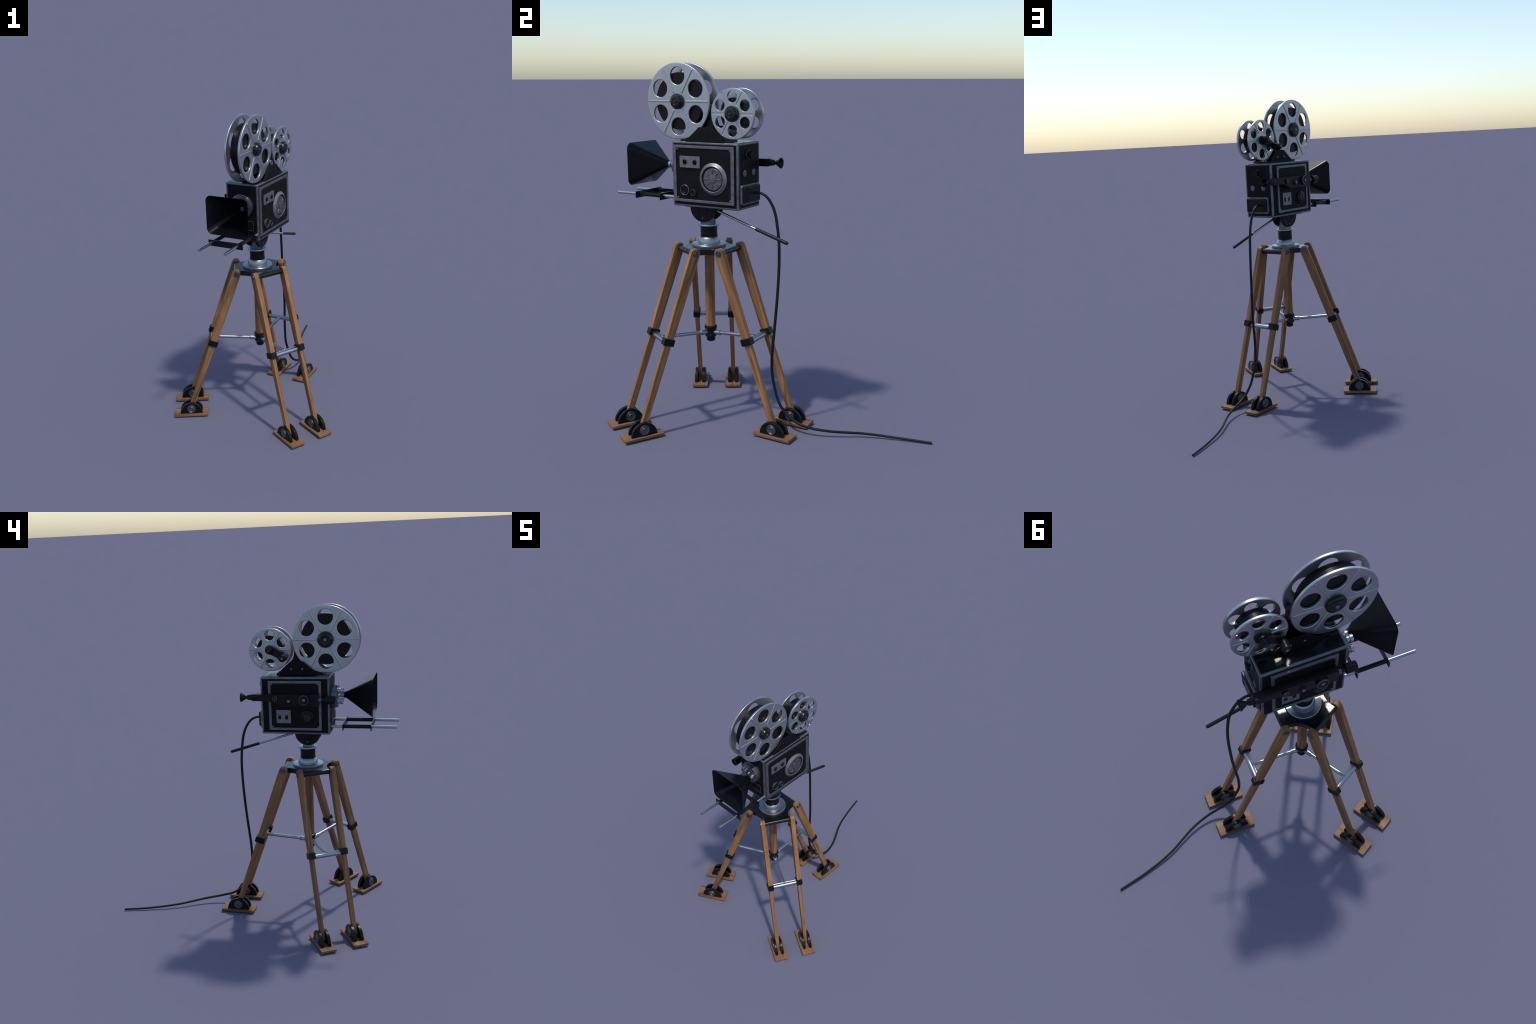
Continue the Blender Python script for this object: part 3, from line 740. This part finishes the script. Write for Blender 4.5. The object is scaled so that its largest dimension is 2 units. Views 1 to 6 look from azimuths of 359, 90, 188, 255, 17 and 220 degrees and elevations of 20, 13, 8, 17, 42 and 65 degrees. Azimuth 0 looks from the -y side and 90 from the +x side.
# ================================================================== POWER CABLE
path = [(0.1985, -0.0520, 1.3190), (0.2060, -0.0390, 1.3200), (0.2160, -0.0190, 1.3170), (0.2280, 0.0090, 1.3005), (0.2385, 0.0340, 1.2670), (0.2485, 0.0540, 1.2170),
        (0.2555, 0.0665, 1.1450), (0.2590, 0.0750, 1.0600), (0.2620, 0.0765, 0.9540), (0.2657, 0.0702, 0.8080), (0.2708, 0.0597, 0.6705),
        (0.2718, 0.0488, 0.5500), (0.2700, 0.0395, 0.4400), (0.2708, 0.0366, 0.3700), (0.2748, 0.0420, 0.2900), (0.2876, 0.0545, 0.2267), (0.3017, 0.0710, 0.1700), (0.3195, 0.0950, 0.1252),
        (0.3545, 0.1520, 0.0734), (0.3890, 0.2285, 0.0480), (0.4120, 0.3420, 0.0340), (0.4150, 0.4350, 0.0270), (0.4170, 0.5350, 0.0212), (0.4520, 0.7200, 0.0110), (0.5030, 0.8940, 0.0064)]
cu = bpy.data.curves.new("power_cable", "CURVE")
cu.dimensions = "3D"
cu.bevel_depth = 0.0078
cu.bevel_resolution = 5
cu.resolution_u = 10
cu.use_fill_caps = True
spn = cu.splines.new("BEZIER")
spn.bezier_points.add(len(path) - 1)
for i, (bp, p) in enumerate(zip(spn.bezier_points, path)):
    t = i / (len(path) - 1)
    bp.radius = 0.80 + 0.24 * min(1.0, 5 * t) - 0.22 * max(0.0, t - 0.7) / 0.3
    bp.co = p
    bp.handle_left_type = bp.handle_right_type = "AUTO"
tmp = bpy.data.objects.new("tmp", cu)
COL.objects.link(tmp)
bpy.context.view_layer.update()
cme = bpy.data.meshes.new_from_object(tmp.evaluated_get(bpy.context.evaluated_depsgraph_get()))
bpy.data.objects.remove(tmp)
cme.name = "power_cable"
cme.materials.clear()
cme.materials.append(RUBBER)
smooth_mesh(cme, 50)
cable = put("power_cable", cme, ROOT, Matrix())
boot = Vector(path[1]) - Vector(path[0])
put("cable_boot", lathe([(0.0060, -0.006), (0.0105, -0.006), (0.0100, 0.002), (0.0080, 0.010), (0.0062, 0.013)], RUBBER, "cable_boot", 24), cable, M_axis(boot, path[0]))
